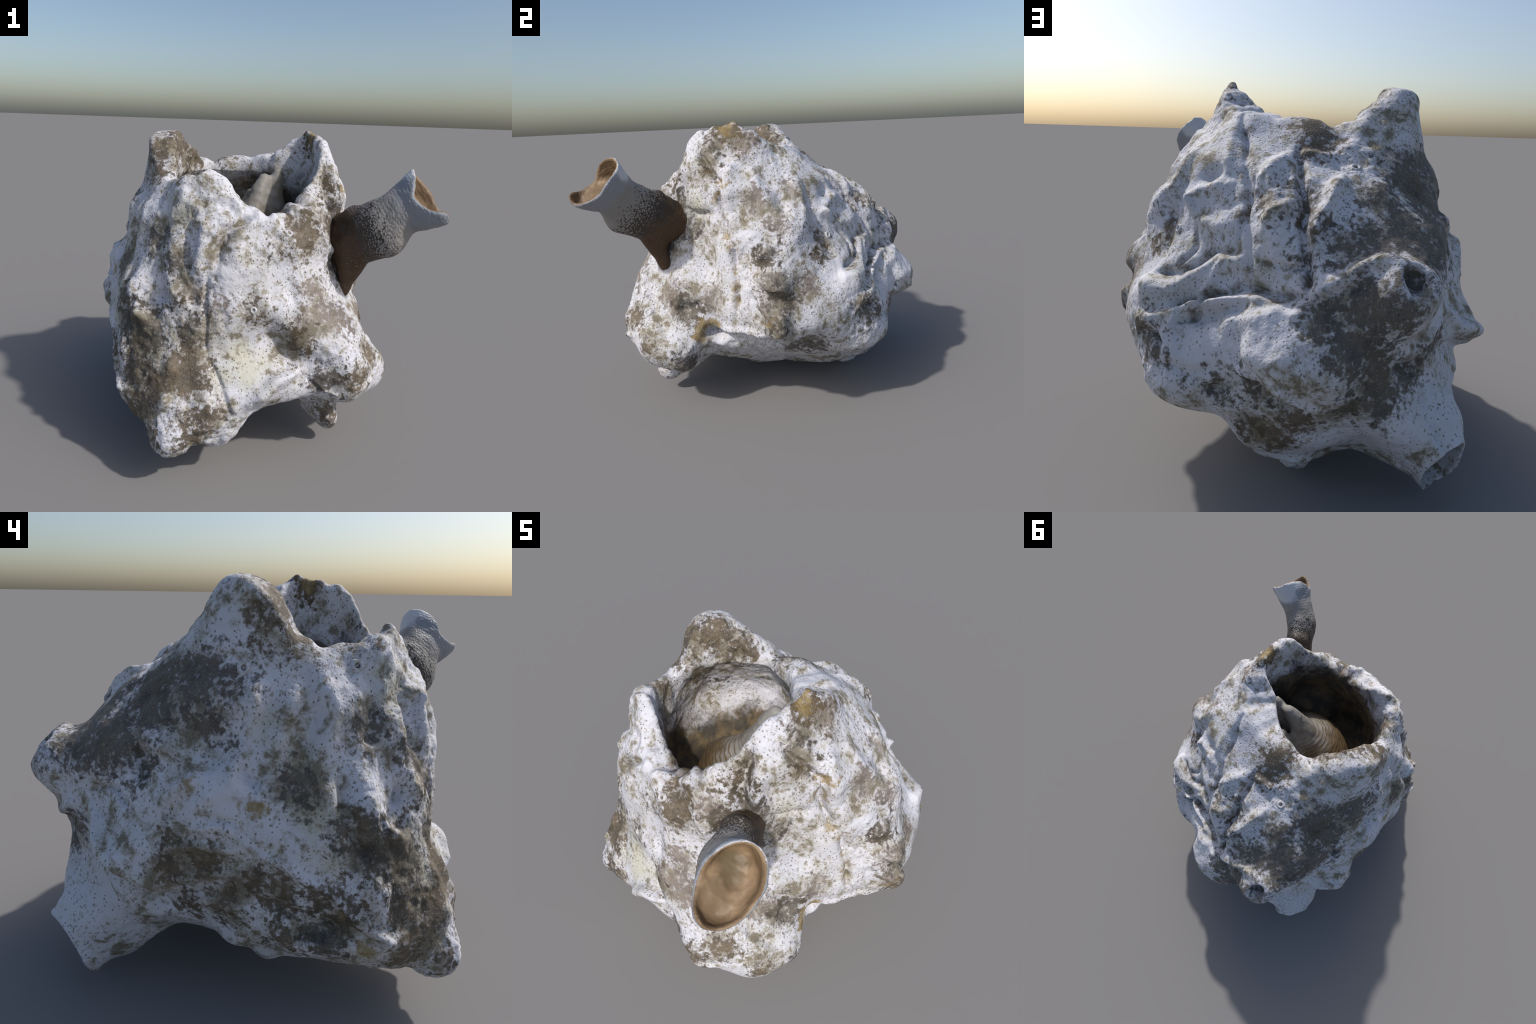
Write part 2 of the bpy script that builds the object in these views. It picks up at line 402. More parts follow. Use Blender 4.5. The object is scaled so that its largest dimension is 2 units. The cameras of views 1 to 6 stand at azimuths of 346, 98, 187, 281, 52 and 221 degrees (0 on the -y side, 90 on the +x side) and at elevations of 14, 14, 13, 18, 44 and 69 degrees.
relief(0.035, -0.025, (0.3, 0.41, 1.34), (0.34, 0.4, 1.32))
relief(0.02, -0.035, (0.55, 0.52, 0.9), (0.43, 0.58, 0.92), (0.36, 0.58, 0.96), (0.26, 0.57, 1.02), (0.13, 0.66, 1.06))
relief(0.012, -0.02, (0.09, 0.7, 1.03), (-0.02, 0.74, 1.02), (-0.11, 0.77, 1.03))
relief(0.055, 0.045, (0.63, 0.51, 0.81), (0.47, 0.6, 0.85), (0.36, 0.59, 0.92), (0.25, 0.59, 0.99), (0.13, 0.67, 1.01))
relief(0.018, -0.035, (0.44, 0.64, 0.8), (0.3, 0.64, 0.84), (0.22, 0.68, 0.88), (0.12, 0.7, 0.91), (-0.01, 0.75, 0.9), (-0.12, 0.83, 0.93))
relief(0.034, 0.04, (0.59, 0.63, 0.71), (0.47, 0.67, 0.75), (0.36, 0.65, 0.8), (0.23, 0.69, 0.85), (0.1, 0.72, 0.88), (-0.01, 0.76, 0.87))
relief(0.03, -0.03, (0.39, 0.68, 0.76), (0.24, 0.72, 0.8), (0.1, 0.74, 0.85))
relief(0.075, 0.04, (0.22, 0.75, 0.75), (0.07, 0.78, 0.82), (-0.07, 0.85, 0.85))
relief(0.028, 0.02, (-0.09, 0.85, 0.86), (-0.11, 0.85, 0.87))
relief(0.022, 0.035, (0.16, 0.81, 0.65), (0.05, 0.88, 0.63), (-0.05, 0.96, 0.63), (-0.14, 0.89, 0.54), (-0.2, 0.88, 0.51))
relief(0.04, -0.04, (0.06, 0.83, 0.57), (-0.03, 0.84, 0.5), (-0.14, 0.87, 0.49))
relief(0.03, -0.04, (0.54, 0.68, 0.69), (0.5, 0.72, 0.66))
relief(0.035, -0.035, (0.24, 0.79, 0.5), (0.2, 0.8, 0.53))
relief(0.035, 0.035, (-0.15, 0.83, 0.96), (-0.24, 0.82, 0.99), (-0.34, 0.79, 1.05), (-0.45, 0.8, 1.09))
relief(0.018, -0.02, (-0.18, 0.83, 0.95), (-0.26, 0.83, 0.97), (-0.34, 0.84, 1.0))
relief(0.025, 0.03, (-0.65, 0.6, 0.85), (-0.58, 0.73, 0.77), (-0.48, 0.81, 0.72))
relief(0.035, -0.05, (-0.5, 0.76, 0.66), (-0.55, 0.72, 0.63))
relief(0.025, 0.02, (-0.64, 0.62, 0.57), (-0.68, 0.67, 0.45), (-0.74, 0.74, 0.35))
relief(0.018, -0.018, (-0.58, 0.68, 0.57), (-0.62, 0.72, 0.45), (-0.69, 0.78, 0.33))
relief(0.014, -0.018, (-0.33, 0.56, 0.15), (-0.45, 0.65, 0.19), (-0.56, 0.7, 0.18))
relief(0.045, 0.04, (-0.68, -0.49, 0.98), (-0.7, -0.52, 0.91), (-0.69, -0.57, 0.85), (-0.63, -0.67, 0.8))
relief(0.03, -0.04, (-0.65, -0.62, 0.87), (-0.62, -0.67, 0.84))
relief(0.03, -0.035, (-0.67, -0.45, 1.06), (-0.73, -0.47, 0.94), (-0.74, -0.52, 0.83), (-0.74, -0.57, 0.75))
relief(0.08, 0.03, (-0.61, -0.54, 1.02), (-0.63, -0.55, 0.96))
relief(0.025, -0.025, (-0.55, -0.66, 0.96), (-0.61, -0.63, 0.89))
relief(0.035, -0.03, (-0.54, -0.55, 1.25), (-0.58, -0.54, 1.17))
relief(0.035, 0.02, (-0.43, -0.57, 1.49), (-0.45, -0.58, 1.39), (-0.49, -0.56, 1.28))
relief(0.04, 0.025, (-0.63, -0.27, 1.34), (-0.67, -0.23, 1.24), (-0.71, -0.21, 1.14))
relief(0.04, -0.02, (-0.67, -0.18, 1.3), (-0.7, -0.13, 1.17))
relief(0.035, 0.03, (-0.68, 0.28, 1.15), (-0.69, 0.23, 1.12))
relief(0.03, -0.045, (-0.7, 0.33, 1.08), (-0.72, 0.31, 1.02))
relief(0.014, -0.025, (-0.66, 0.54, 0.92), (-0.7, 0.43, 0.93), (-0.75, 0.35, 0.87))
relief(0.03, 0.04, (-0.68, 0.55, 0.83), (-0.74, 0.49, 0.74), (-0.85, 0.37, 0.69), (-0.84, 0.26, 0.63), (-0.77, 0.18, 0.56))
relief(0.04, -0.05, (-0.69, 0.56, 0.67), (-0.78, 0.46, 0.62), (-0.81, 0.33, 0.56), (-0.75, 0.21, 0.48))
relief(0.018, 0.018, (-0.83, 0.08, 0.85), (-0.82, -0.03, 0.88), (-0.82, -0.1, 0.85), (-0.82, -0.14, 0.81))
relief(0.022, 0.025, (-0.82, -0.12, 0.82), (-0.81, -0.27, 0.73), (-0.79, -0.43, 0.64), (-0.79, -0.53, 0.56))
relief(0.03, 0.018, (-0.8, 0.19, 0.6), (-0.8, 0.02, 0.66), (-0.8, -0.14, 0.69))
relief(0.045, -0.045, (-0.81, -0.34, 0.45), (-0.8, -0.43, 0.47))
relief(0.018, -0.022, (-0.37, -0.7, 1.31), (-0.4, -0.69, 1.23), (-0.41, -0.72, 1.14))
relief(0.035, 0.022, (-0.62, -0.13, 1.39), (-0.69, -0.13, 1.26), (-0.72, -0.09, 1.11), (-0.8, -0.05, 1.0))
relief(0.035, -0.022, (-0.7, -0.01, 1.25), (-0.72, 0.02, 1.1), (-0.81, 0.06, 1.01))
relief(0.03, -0.022, (-0.6, -0.28, 1.39), (-0.64, -0.33, 1.26), (-0.69, -0.32, 1.12))
relief(0.035, 0.022, (-0.59, -0.36, 1.38), (-0.63, -0.4, 1.26), (-0.67, -0.39, 1.12))
relief(0.016, -0.02, (-0.82, 0.01, 0.91), (-0.82, -0.07, 0.88), (-0.82, -0.16, 0.8), (-0.81, -0.24, 0.76))
relief(0.022, 0.022, (-0.82, 0.17, 0.76), (-0.82, 0.04, 0.79), (-0.82, -0.1, 0.78))
relief(0.03, 0.025, (-0.75, 0.14, 0.51), (-0.78, 0.01, 0.53), (-0.79, -0.11, 0.52))
relief(0.028, -0.03, (-0.8, -0.18, 0.57), (-0.8, -0.27, 0.53), (-0.79, -0.36, 0.51))
relief(0.022, 0.025, (-0.79, -0.47, 0.59), (-0.78, -0.58, 0.49), (-0.74, -0.7, 0.41))
relief(0.03, -0.018, (-0.73, -0.61, 0.73), (-0.73, -0.68, 0.58), (-0.71, -0.76, 0.43))
relief(0.03, 0.02, (-0.78, 0.02, 1.05), (-0.79, 0.11, 1.01), (-0.78, 0.22, 0.92))
relief(0.03, -0.03, (-0.75, -0.1, 1.05), (-0.76, -0.14, 1.03))
relief(0.018, -0.02, (-0.67, -0.26, 1.22), (-0.68, -0.32, 1.14), (-0.71, -0.31, 1.06))
relief(0.03, -0.015, (-0.28, -0.67, 1.39), (-0.23, -0.68, 1.41), (-0.19, -0.72, 1.37))
relief(0.04, 0.015, (-0.04, -0.77, 1.15), (-0.09, -0.8, 1.0), (-0.05, -0.85, 0.89))
relief(0.035, -0.018, (0.06, -0.79, 1.01), (0.1, -0.83, 0.92), (0.07, -0.86, 0.82))
relief(0.04, 0.02, (0.45, -0.4, 1.52), (0.4, -0.47, 1.41), (0.45, -0.45, 1.32))
relief(0.045, 0.022, (0.48, -0.02, 1.51), (0.56, 0.02, 1.41), (0.63, 0.12, 1.26))
relief(0.04, 0.022, (0.44, 0.22, 1.44), (0.52, 0.27, 1.31), (0.61, 0.31, 1.16))
relief(0.035, -0.018, (0.57, 0.16, 1.34), (0.62, 0.18, 1.26))
relief(0.035, 0.02, (0.53, -0.53, 0.84), (0.59, -0.47, 0.74), (0.61, -0.52, 0.64))
relief(0.025, -0.015, (0.49, -0.69, 0.75), (0.6, -0.63, 0.63), (0.7, -0.53, 0.52))
relief(0.028, -0.045, (0.37, -0.43, 1.58), (0.36, -0.47, 1.46), (0.38, -0.5, 1.38), (0.41, -0.51, 1.3))
relief(0.045, 0.028, (0.4, -0.42, 1.57), (0.41, -0.44, 1.45), (0.45, -0.46, 1.31))
relief(0.022, -0.03, (0.44, -0.61, 1.37), (0.51, -0.54, 1.32), (0.5, -0.38, 1.22), (0.54, -0.25, 1.23))
relief(0.025, 0.028, (0.25, -0.65, 1.32), (0.28, -0.67, 1.23), (0.3, -0.66, 1.15))
relief(0.03, 0.018, (0.27, 0.27, 1.52), (0.27, 0.39, 1.39), (0.29, 0.45, 1.26))
relief(0.03, 0.018, (0.42, 0.43, 1.15), (0.28, 0.54, 1.12), (0.17, 0.6, 1.14))
relief(0.028, -0.018, (0.58, 0.3, 1.22), (0.52, 0.39, 1.08), (0.54, 0.46, 0.97))
relief(0.03, -0.018, (0.45, 0.75, 0.59), (0.32, 0.79, 0.57), (0.22, 0.8, 0.62))
relief(0.04, -0.018, (-0.27, 0.89, 0.81), (-0.36, 0.89, 0.73), (-0.44, 0.84, 0.69))
#RELIEF-END
def apply_relief(V, N):
    disp = np.zeros(len(V), np.float32)
    W = V+.006*np.stack([fbm(V, 11, 40+i, 2) for i in range(3)], 1)
    for w, h, pts in RELIEF:
        pa = np.array(pts, np.float32); m = 2.4*w
        if len(pa) == 1: pa = np.stack([pa[0], pa[0]+1e-3])
        sel = np.where(((W > pa.min(0)-m) & (W < pa.max(0)+m)).all(1))[0]
        d, t = seg_dist(W[sel], pa)
        fade = np.clip(np.minimum(t, 1-t)*len(pa)*1.2+.35, 0, 1) if len(pa) > 2 else 1
        disp[sel] += h*np.exp(-(d/w)**2)*fade
    mod = np.clip(.6+vnoise(V, 3.1, 77), .15, 1.4)
    disp += fbm(V, 4.5, 3, 2)*.012+(fbm(V, 13, 9, 2)*.009+fbm(V, 34, 21, 2)*.0034)*mod
    return V+N*disp[:, None]
V = apply_relief(V, N)
body.vertices.foreach_set('co', V.astype(np.float32).ravel()); body.update()

# ------------------------------------------------------------------ materials
PATCHES = {}
#PATCH-BEGIN
PATCHES['brown'] = [
    (-0.53, -0.17, 1.64, 0.067), (-0.53, -0.25, 1.52, 0.051), (-0.34, -0.00, 1.62, 0.055), (0.16, -0.72, 1.25, 0.079), (0.04, -0.77, 1.18, 0.023), (-0.69, -0.73, 0.54, 0.081),
    (-0.62, -0.81, 0.51, 0.073), (-0.46, -0.85, 0.59, 0.097), (-0.41, -0.82, 0.67, 0.045), (-0.40, -0.95, 0.37, 0.079), (-0.44, -0.94, 0.28, 0.067), (-0.65, -0.83, 0.39, 0.034),
    (-0.64, -0.89, 0.30, 0.027), (0.10, -0.87, 0.74, 0.046), (0.54, -0.80, 0.59, 0.046), (0.46, -0.90, 0.51, 0.045), (0.37, -0.74, 0.20, 0.069), (-0.12, -0.84, 0.89, 0.018),
    (-0.51, -0.73, 0.90, 0.026), (0.40, -0.13, 1.71, 0.054), (0.72, -0.67, 0.45, 0.031), (0.07, 0.59, 1.25, 0.024), (0.59, 0.39, 1.01, 0.034), (0.51, -0.26, 1.49, 0.024),
    (-0.12, 0.27, 1.52, 0.070), (-0.11, 0.33, 1.46, 0.062), (0.06, 0.79, 0.35, 0.059), (-0.01, 0.79, 0.31, 0.042), (-0.10, 0.84, 0.43, 0.062), (-0.59, -0.15, 1.55, 0.043),
    (-0.59, -0.12, 1.61, 0.033), (-0.71, -0.63, 0.74, 0.068), (-0.68, -0.73, 0.58, 0.066), (-0.69, -0.77, 0.45, 0.055), (-0.82, 0.16, 0.68, 0.046), (-0.81, 0.02, 0.72, 0.050),
    (-0.79, -0.04, 0.53, 0.053), (-0.80, -0.16, 0.65, 0.050), (-0.80, -0.27, 0.59, 0.045), (-0.79, -0.43, 0.61, 0.045), (-0.78, -0.51, 0.52, 0.058), (-0.75, 0.11, 0.50, 0.037),
    (-0.81, -0.28, 0.41, 0.047), (-0.82, 0.14, 0.79, 0.039), (-0.71, -0.73, 0.33, 0.050), (-0.40, -0.07, 1.67, 0.083), (-0.46, -0.17, 1.42, 0.058), (-0.34, -0.00, 1.56, 0.056),
    (-0.44, -0.21, 1.58, 0.028), (-0.10, 0.23, 1.55, 0.075), (-0.42, -0.43, 1.49, 0.040), (0.37, -0.50, 1.41, 0.031), (0.35, -0.47, 1.50, 0.020),
]
PATCHES['dark'] = [
    (-0.66, -0.68, 0.73, 0.107), (-0.48, -0.67, 1.11, 0.031), (-0.42, -0.80, 0.82, 0.041), (0.27, -0.88, 0.51, 0.048), (0.46, -0.25, 1.60, 0.031), (0.73, 0.08, 1.02, 0.044),
    (0.80, 0.19, 0.80, 0.044), (0.83, 0.17, 0.66, 0.039), (0.62, -0.42, 0.68, 0.061), (0.58, 0.65, 0.66, 0.047), (0.63, 0.33, 0.45, 0.060), (0.61, 0.22, 0.42, 0.048),
    (0.72, -0.44, 0.34, 0.062), (0.50, -0.39, 1.14, 0.029), (-0.54, 0.30, 1.33, 0.120), (-0.62, 0.32, 1.23, 0.089), (-0.39, 0.53, 1.27, 0.074), (-0.49, 0.60, 1.16, 0.106),
    (-0.38, 0.69, 1.13, 0.075), (-0.59, 0.59, 1.09, 0.057), (-0.22, 0.86, 0.86, 0.066), (-0.34, 0.87, 0.89, 0.101), (-0.43, 0.91, 0.93, 0.069), (-0.34, 0.89, 0.76, 0.102),
    (-0.37, 0.85, 0.64, 0.096), (-0.42, 0.81, 0.53, 0.067), (-0.53, 0.74, 0.64, 0.051), (-0.31, 0.84, 0.50, 0.044), (-0.25, 0.74, 1.10, 0.047), (-0.10, 0.68, 1.17, 0.019),
    (-0.09, 0.60, 1.26, 0.015), (-0.11, 0.76, 1.08, 0.015), (0.06, 0.83, 0.57, 0.039), (0.51, 0.72, 0.65, 0.026), (0.22, 0.79, 0.52, 0.028), (-0.51, 0.80, 0.99, 0.047),
    (-0.62, 0.11, 1.36, 0.111), (-0.61, 0.29, 1.26, 0.117), (-0.64, 0.46, 1.14, 0.132), (-0.57, 0.65, 1.07, 0.091), (-0.67, -0.00, 1.36, 0.048), (-0.69, 0.04, 1.22, 0.049),
    (-0.71, 0.32, 1.04, 0.040), (-0.74, -0.29, 1.01, 0.047), (-0.72, -0.58, 0.79, 0.089), (-0.73, -0.52, 0.86, 0.049), (-0.80, -0.42, 0.46, 0.076), (-0.57, -0.53, 1.20, 0.035),
    (-0.61, 0.67, 0.71, 0.047),
]
PATCHES['mauve'] = [
    (-0.40, -0.76, 0.98, 0.041), (-0.32, -0.81, 0.89, 0.038), (0.14, -0.87, 0.79, 0.059), (0.24, -0.82, 0.86, 0.067), (0.33, -0.81, 0.83, 0.068), (0.44, -0.79, 0.74, 0.042),
    (0.41, -0.06, 1.67, 0.072), (0.43, -0.23, 1.67, 0.048), (0.61, 0.02, 1.34, 0.056), (0.52, 0.21, 1.37, 0.030), (0.67, 0.15, 1.20, 0.055), (0.55, 0.37, 1.08, 0.046),
    (0.82, 0.15, 0.89, 0.065), (0.74, 0.30, 0.83, 0.044), (0.82, 0.10, 0.74, 0.055), (0.83, 0.15, 0.69, 0.055), (0.74, 0.06, 0.98, 0.044), (0.65, -0.26, 0.71, 0.053),
    (0.58, -0.52, 0.73, 0.062), (0.38, -0.80, 0.80, 0.033), (0.30, -0.62, 1.30, 0.069), (0.37, -0.50, 1.41, 0.033), (0.40, -0.19, 1.72, 0.054), (0.21, -0.77, 0.97, 0.058),
]
PATCHES['ochre'] = [
    (0.56, -0.18, 1.41, 0.018), (0.56, -0.19, 1.31, 0.016), (0.61, -0.16, 1.12, 0.016), (0.67, -0.11, 1.06, 0.016), (0.67, -0.10, 0.94, 0.016), (0.70, -0.09, 0.84, 0.016),
    (0.72, -0.09, 0.75, 0.014), (0.65, -0.34, 0.56, 0.049), (0.64, -0.26, 0.57, 0.036), (0.83, 0.10, 0.68, 0.020), (0.39, -0.14, 1.73, 0.024), (-0.80, -0.15, 0.93, 0.037),
    (-0.79, -0.60, 0.41, 0.026), (-0.78, -0.50, 0.53, 0.018), (-0.80, 0.11, 0.99, 0.021), (0.36, -0.60, 1.13, 0.020),
]
PATCHES['cream'] = [
    (-0.45, -0.60, 1.35, 0.071), (-0.20, -0.85, 0.66, 0.078), (-0.12, -0.87, 0.60, 0.079), (-0.29, -0.89, 0.56, 0.058), (-0.68, -0.20, 1.22, 0.063), (-0.70, -0.31, 1.08, 0.064),
    (-0.76, -0.36, 0.92, 0.084), (-0.79, -0.42, 0.77, 0.065), (-0.18, -0.86, 0.63, 0.091), (0.51, -0.34, 1.28, 0.072),
]
PATCHES['clean'] = [
    (0.39, 0.65, 0.79, 0.201), (0.02, 0.85, 0.81, 0.114), (0.29, 0.79, 0.61, 0.148), (0.56, 0.52, 0.88, 0.113), (-0.65, 0.69, 0.46, 0.145), (0.28, -0.88, 0.65, 0.095),
    (-0.20, -0.80, 1.05, 0.113), (0.02, -0.77, 1.10, 0.103), (0.60, 0.53, 0.82, 0.127), (0.06, 0.88, 0.75, 0.082), (-0.76, 0.61, 0.42, 0.175), (-0.54, -0.97, 0.31, 0.053),
    (-0.59, -0.06, 1.56, 0.076), (0.68, -0.11, 0.88, 0.091), (0.10, 0.66, 1.13, 0.088),
]
PATCHES['groove'] = [
    (-0.41, -0.65, 1.32, 0.013), (-0.44, -0.67, 1.23, 0.013), (-0.45, -0.69, 1.14, 0.014), (-0.22, -0.75, 1.29, 0.014), (-0.27, -0.76, 1.20, 0.014), (-0.29, -0.78, 1.13, 0.015),
    (-0.36, -0.79, 0.98, 0.010), (-0.35, -0.81, 0.85, 0.011), (-0.35, -0.82, 0.73, 0.012), (0.21, 0.28, 1.51, 0.010), (0.19, 0.38, 1.43, 0.011), (0.17, 0.46, 1.35, 0.011),
    (0.17, 0.52, 1.27, 0.010), (0.15, 0.60, 1.18, 0.010), (-0.08, 0.52, 1.34, 0.013), (-0.09, 0.65, 1.21, 0.014), (-0.11, 0.73, 1.11, 0.013), (-0.12, 0.79, 1.00, 0.010),
    (0.48, 0.56, 0.91, 0.011), (0.39, 0.58, 0.94, 0.011), (0.31, 0.57, 1.00, 0.012), (0.22, 0.59, 1.03, 0.012), (0.36, 0.63, 0.82, 0.009), (0.28, 0.66, 0.85, 0.010),
    (0.18, 0.69, 0.89, 0.010), (0.08, 0.71, 0.91, 0.010), (-0.02, 0.76, 0.90, 0.009), (-0.73, -0.48, 0.92, 0.017), (-0.73, -0.51, 0.85, 0.020), (0.44, 0.55, 0.97, 0.012),
    (0.26, 0.67, 0.86, 0.013), (0.34, 0.68, 0.77, 0.013), (0.15, 0.59, 1.20, 0.013), (0.12, 0.54, 1.28, 0.013),
]
RINGS = [(0.074, -0.740, 1.264, 0.026), (-0.284, 0.390, 1.376, 0.029), (-0.623, -0.069, 1.414, 0.028), (-0.509, -0.468, 1.422, 0.031), (0.236, -0.552, 1.455, 0.019), (0.483, 0.427, 1.085, 0.021), (0.605, -0.700, 0.601, 0.033), (-0.121, -0.834, 0.896, 0.020), (0.605, -0.694, 0.603, 0.035), (0.390, -0.915, 0.531, 0.017), ]
#PATCH-END
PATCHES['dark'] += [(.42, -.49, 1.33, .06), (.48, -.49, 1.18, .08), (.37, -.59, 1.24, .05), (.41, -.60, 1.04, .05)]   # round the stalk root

class Nodes:
    """small helper to write shader graphs as expressions"""
    def __init__(s, name):
        s.m = bpy.data.materials.new(name); s.m.use_nodes = True
        s.t = s.m.node_tree; s.bsdf = s.t.nodes['Principled BSDF']
        s.co = s.t.nodes.new('ShaderNodeTexCoord').outputs['Object']
    def put(s, sock, v):
        if isinstance(v, bpy.types.NodeSocket): s.t.links.new(v, sock)
        elif isinstance(v, (tuple, list)) and len(v) == 3 and len(sock.default_value) == 4: sock.default_value = (*v, 1)
        else: sock.default_value = v
    def math(s, op, *a, clamp=False):
        n = s.t.nodes.new('ShaderNodeMath'); n.operation = op; n.use_clamp = clamp
        for i, v in enumerate(a): s.put(n.inputs[i], v)
        return n.outputs[0]
    def vmath(s, op, *a):
        n = s.t.nodes.new('ShaderNodeVectorMath'); n.operation = op
        for i, v in enumerate(a):
            if op == 'SCALE' and i == 1: s.put(n.inputs['Scale'], v)
            else: s.put(n.inputs[i], v)
        return n.outputs['Value'] if op in ('DISTANCE', 'DOT_PRODUCT', 'LENGTH') else n.outputs[0]
    def noise(s, scale, detail=3., rough=.55, co=None, dist=0., color=False):
        n = s.t.nodes.new('ShaderNodeTexNoise'); s.put(n.inputs['Vector'], co or s.co)
        n.inputs['Scale'].default_value = scale; n.inputs['Detail'].default_value = detail
        n.inputs['Roughness'].default_value = rough; n.inputs['Distortion'].default_value = dist
        return n.outputs['Color' if color else 'Fac']
    def voronoi(s, scale, co=None, feature='F1', rand=1., out='Distance'):
        n = s.t.nodes.new('ShaderNodeTexVoronoi'); n.feature = feature; s.put(n.inputs['Vector'], co or s.co)
        n.inputs['Scale'].default_value = scale; n.inputs['Randomness'].default_value = rand
        return n.outputs[out]
    def step(s, v, lo, hi):
        """smooth 0..1 as v goes lo -> hi"""
        n = s.t.nodes.new('ShaderNodeMapRange'); n.interpolation_type = 'SMOOTHSTEP'
        s.put(n.inputs['Value'], v)
        if lo < hi: n.inputs['From Min'].default_value = lo; n.inputs['From Max'].default_value = hi
        else:
            n.inputs['From Min'].default_value = hi; n.inputs['From Max'].default_value = lo
            n.inputs['To Min'].default_value = 1; n.inputs['To Max'].default_value = 0
        return n.outputs['Result']
    def mix(s, f, a, b):
        n = s.t.nodes.new('ShaderNodeMix'); n.data_type = 'RGBA'
        s.put(n.inputs['Factor'], f); s.put(n.inputs[6], a); s.put(n.inputs[7], b)
        return n.outputs[2]
    def warp(s, scale, amount):
        c = s.vmath('SUBTRACT', s.noise(scale, 3, color=True), (.5, .5, .5))
        return s.vmath('ADD', s.co, s.vmath('SCALE', c, amount))
    def patches(s, kind, co):
        d = None
        for x, y, z, r in PATCHES[kind]:
            q = s.math('SUBTRACT', s.vmath('DISTANCE', co, (x, y, z)), r)
            d = q if d is None else s.math('MINIMUM', d, q)
        return d
    def bump(s, h, strength, dist):
        n = s.t.nodes.new('ShaderNodeBump'); n.inputs['Strength'].default_value = strength; n.inputs['Distance'].default_value = dist
        s.put(n.inputs['Height'], h); s.t.links.new(n.outputs[0], s.bsdf.inputs['Normal'])
    def finish(s, color, rough):
        s.put(s.bsdf.inputs['Base Color'], color); s.put(s.bsdf.inputs['Roughness'], rough)
        s.bsdf.inputs['Specular IOR Level'].default_value = .3
        return s.m

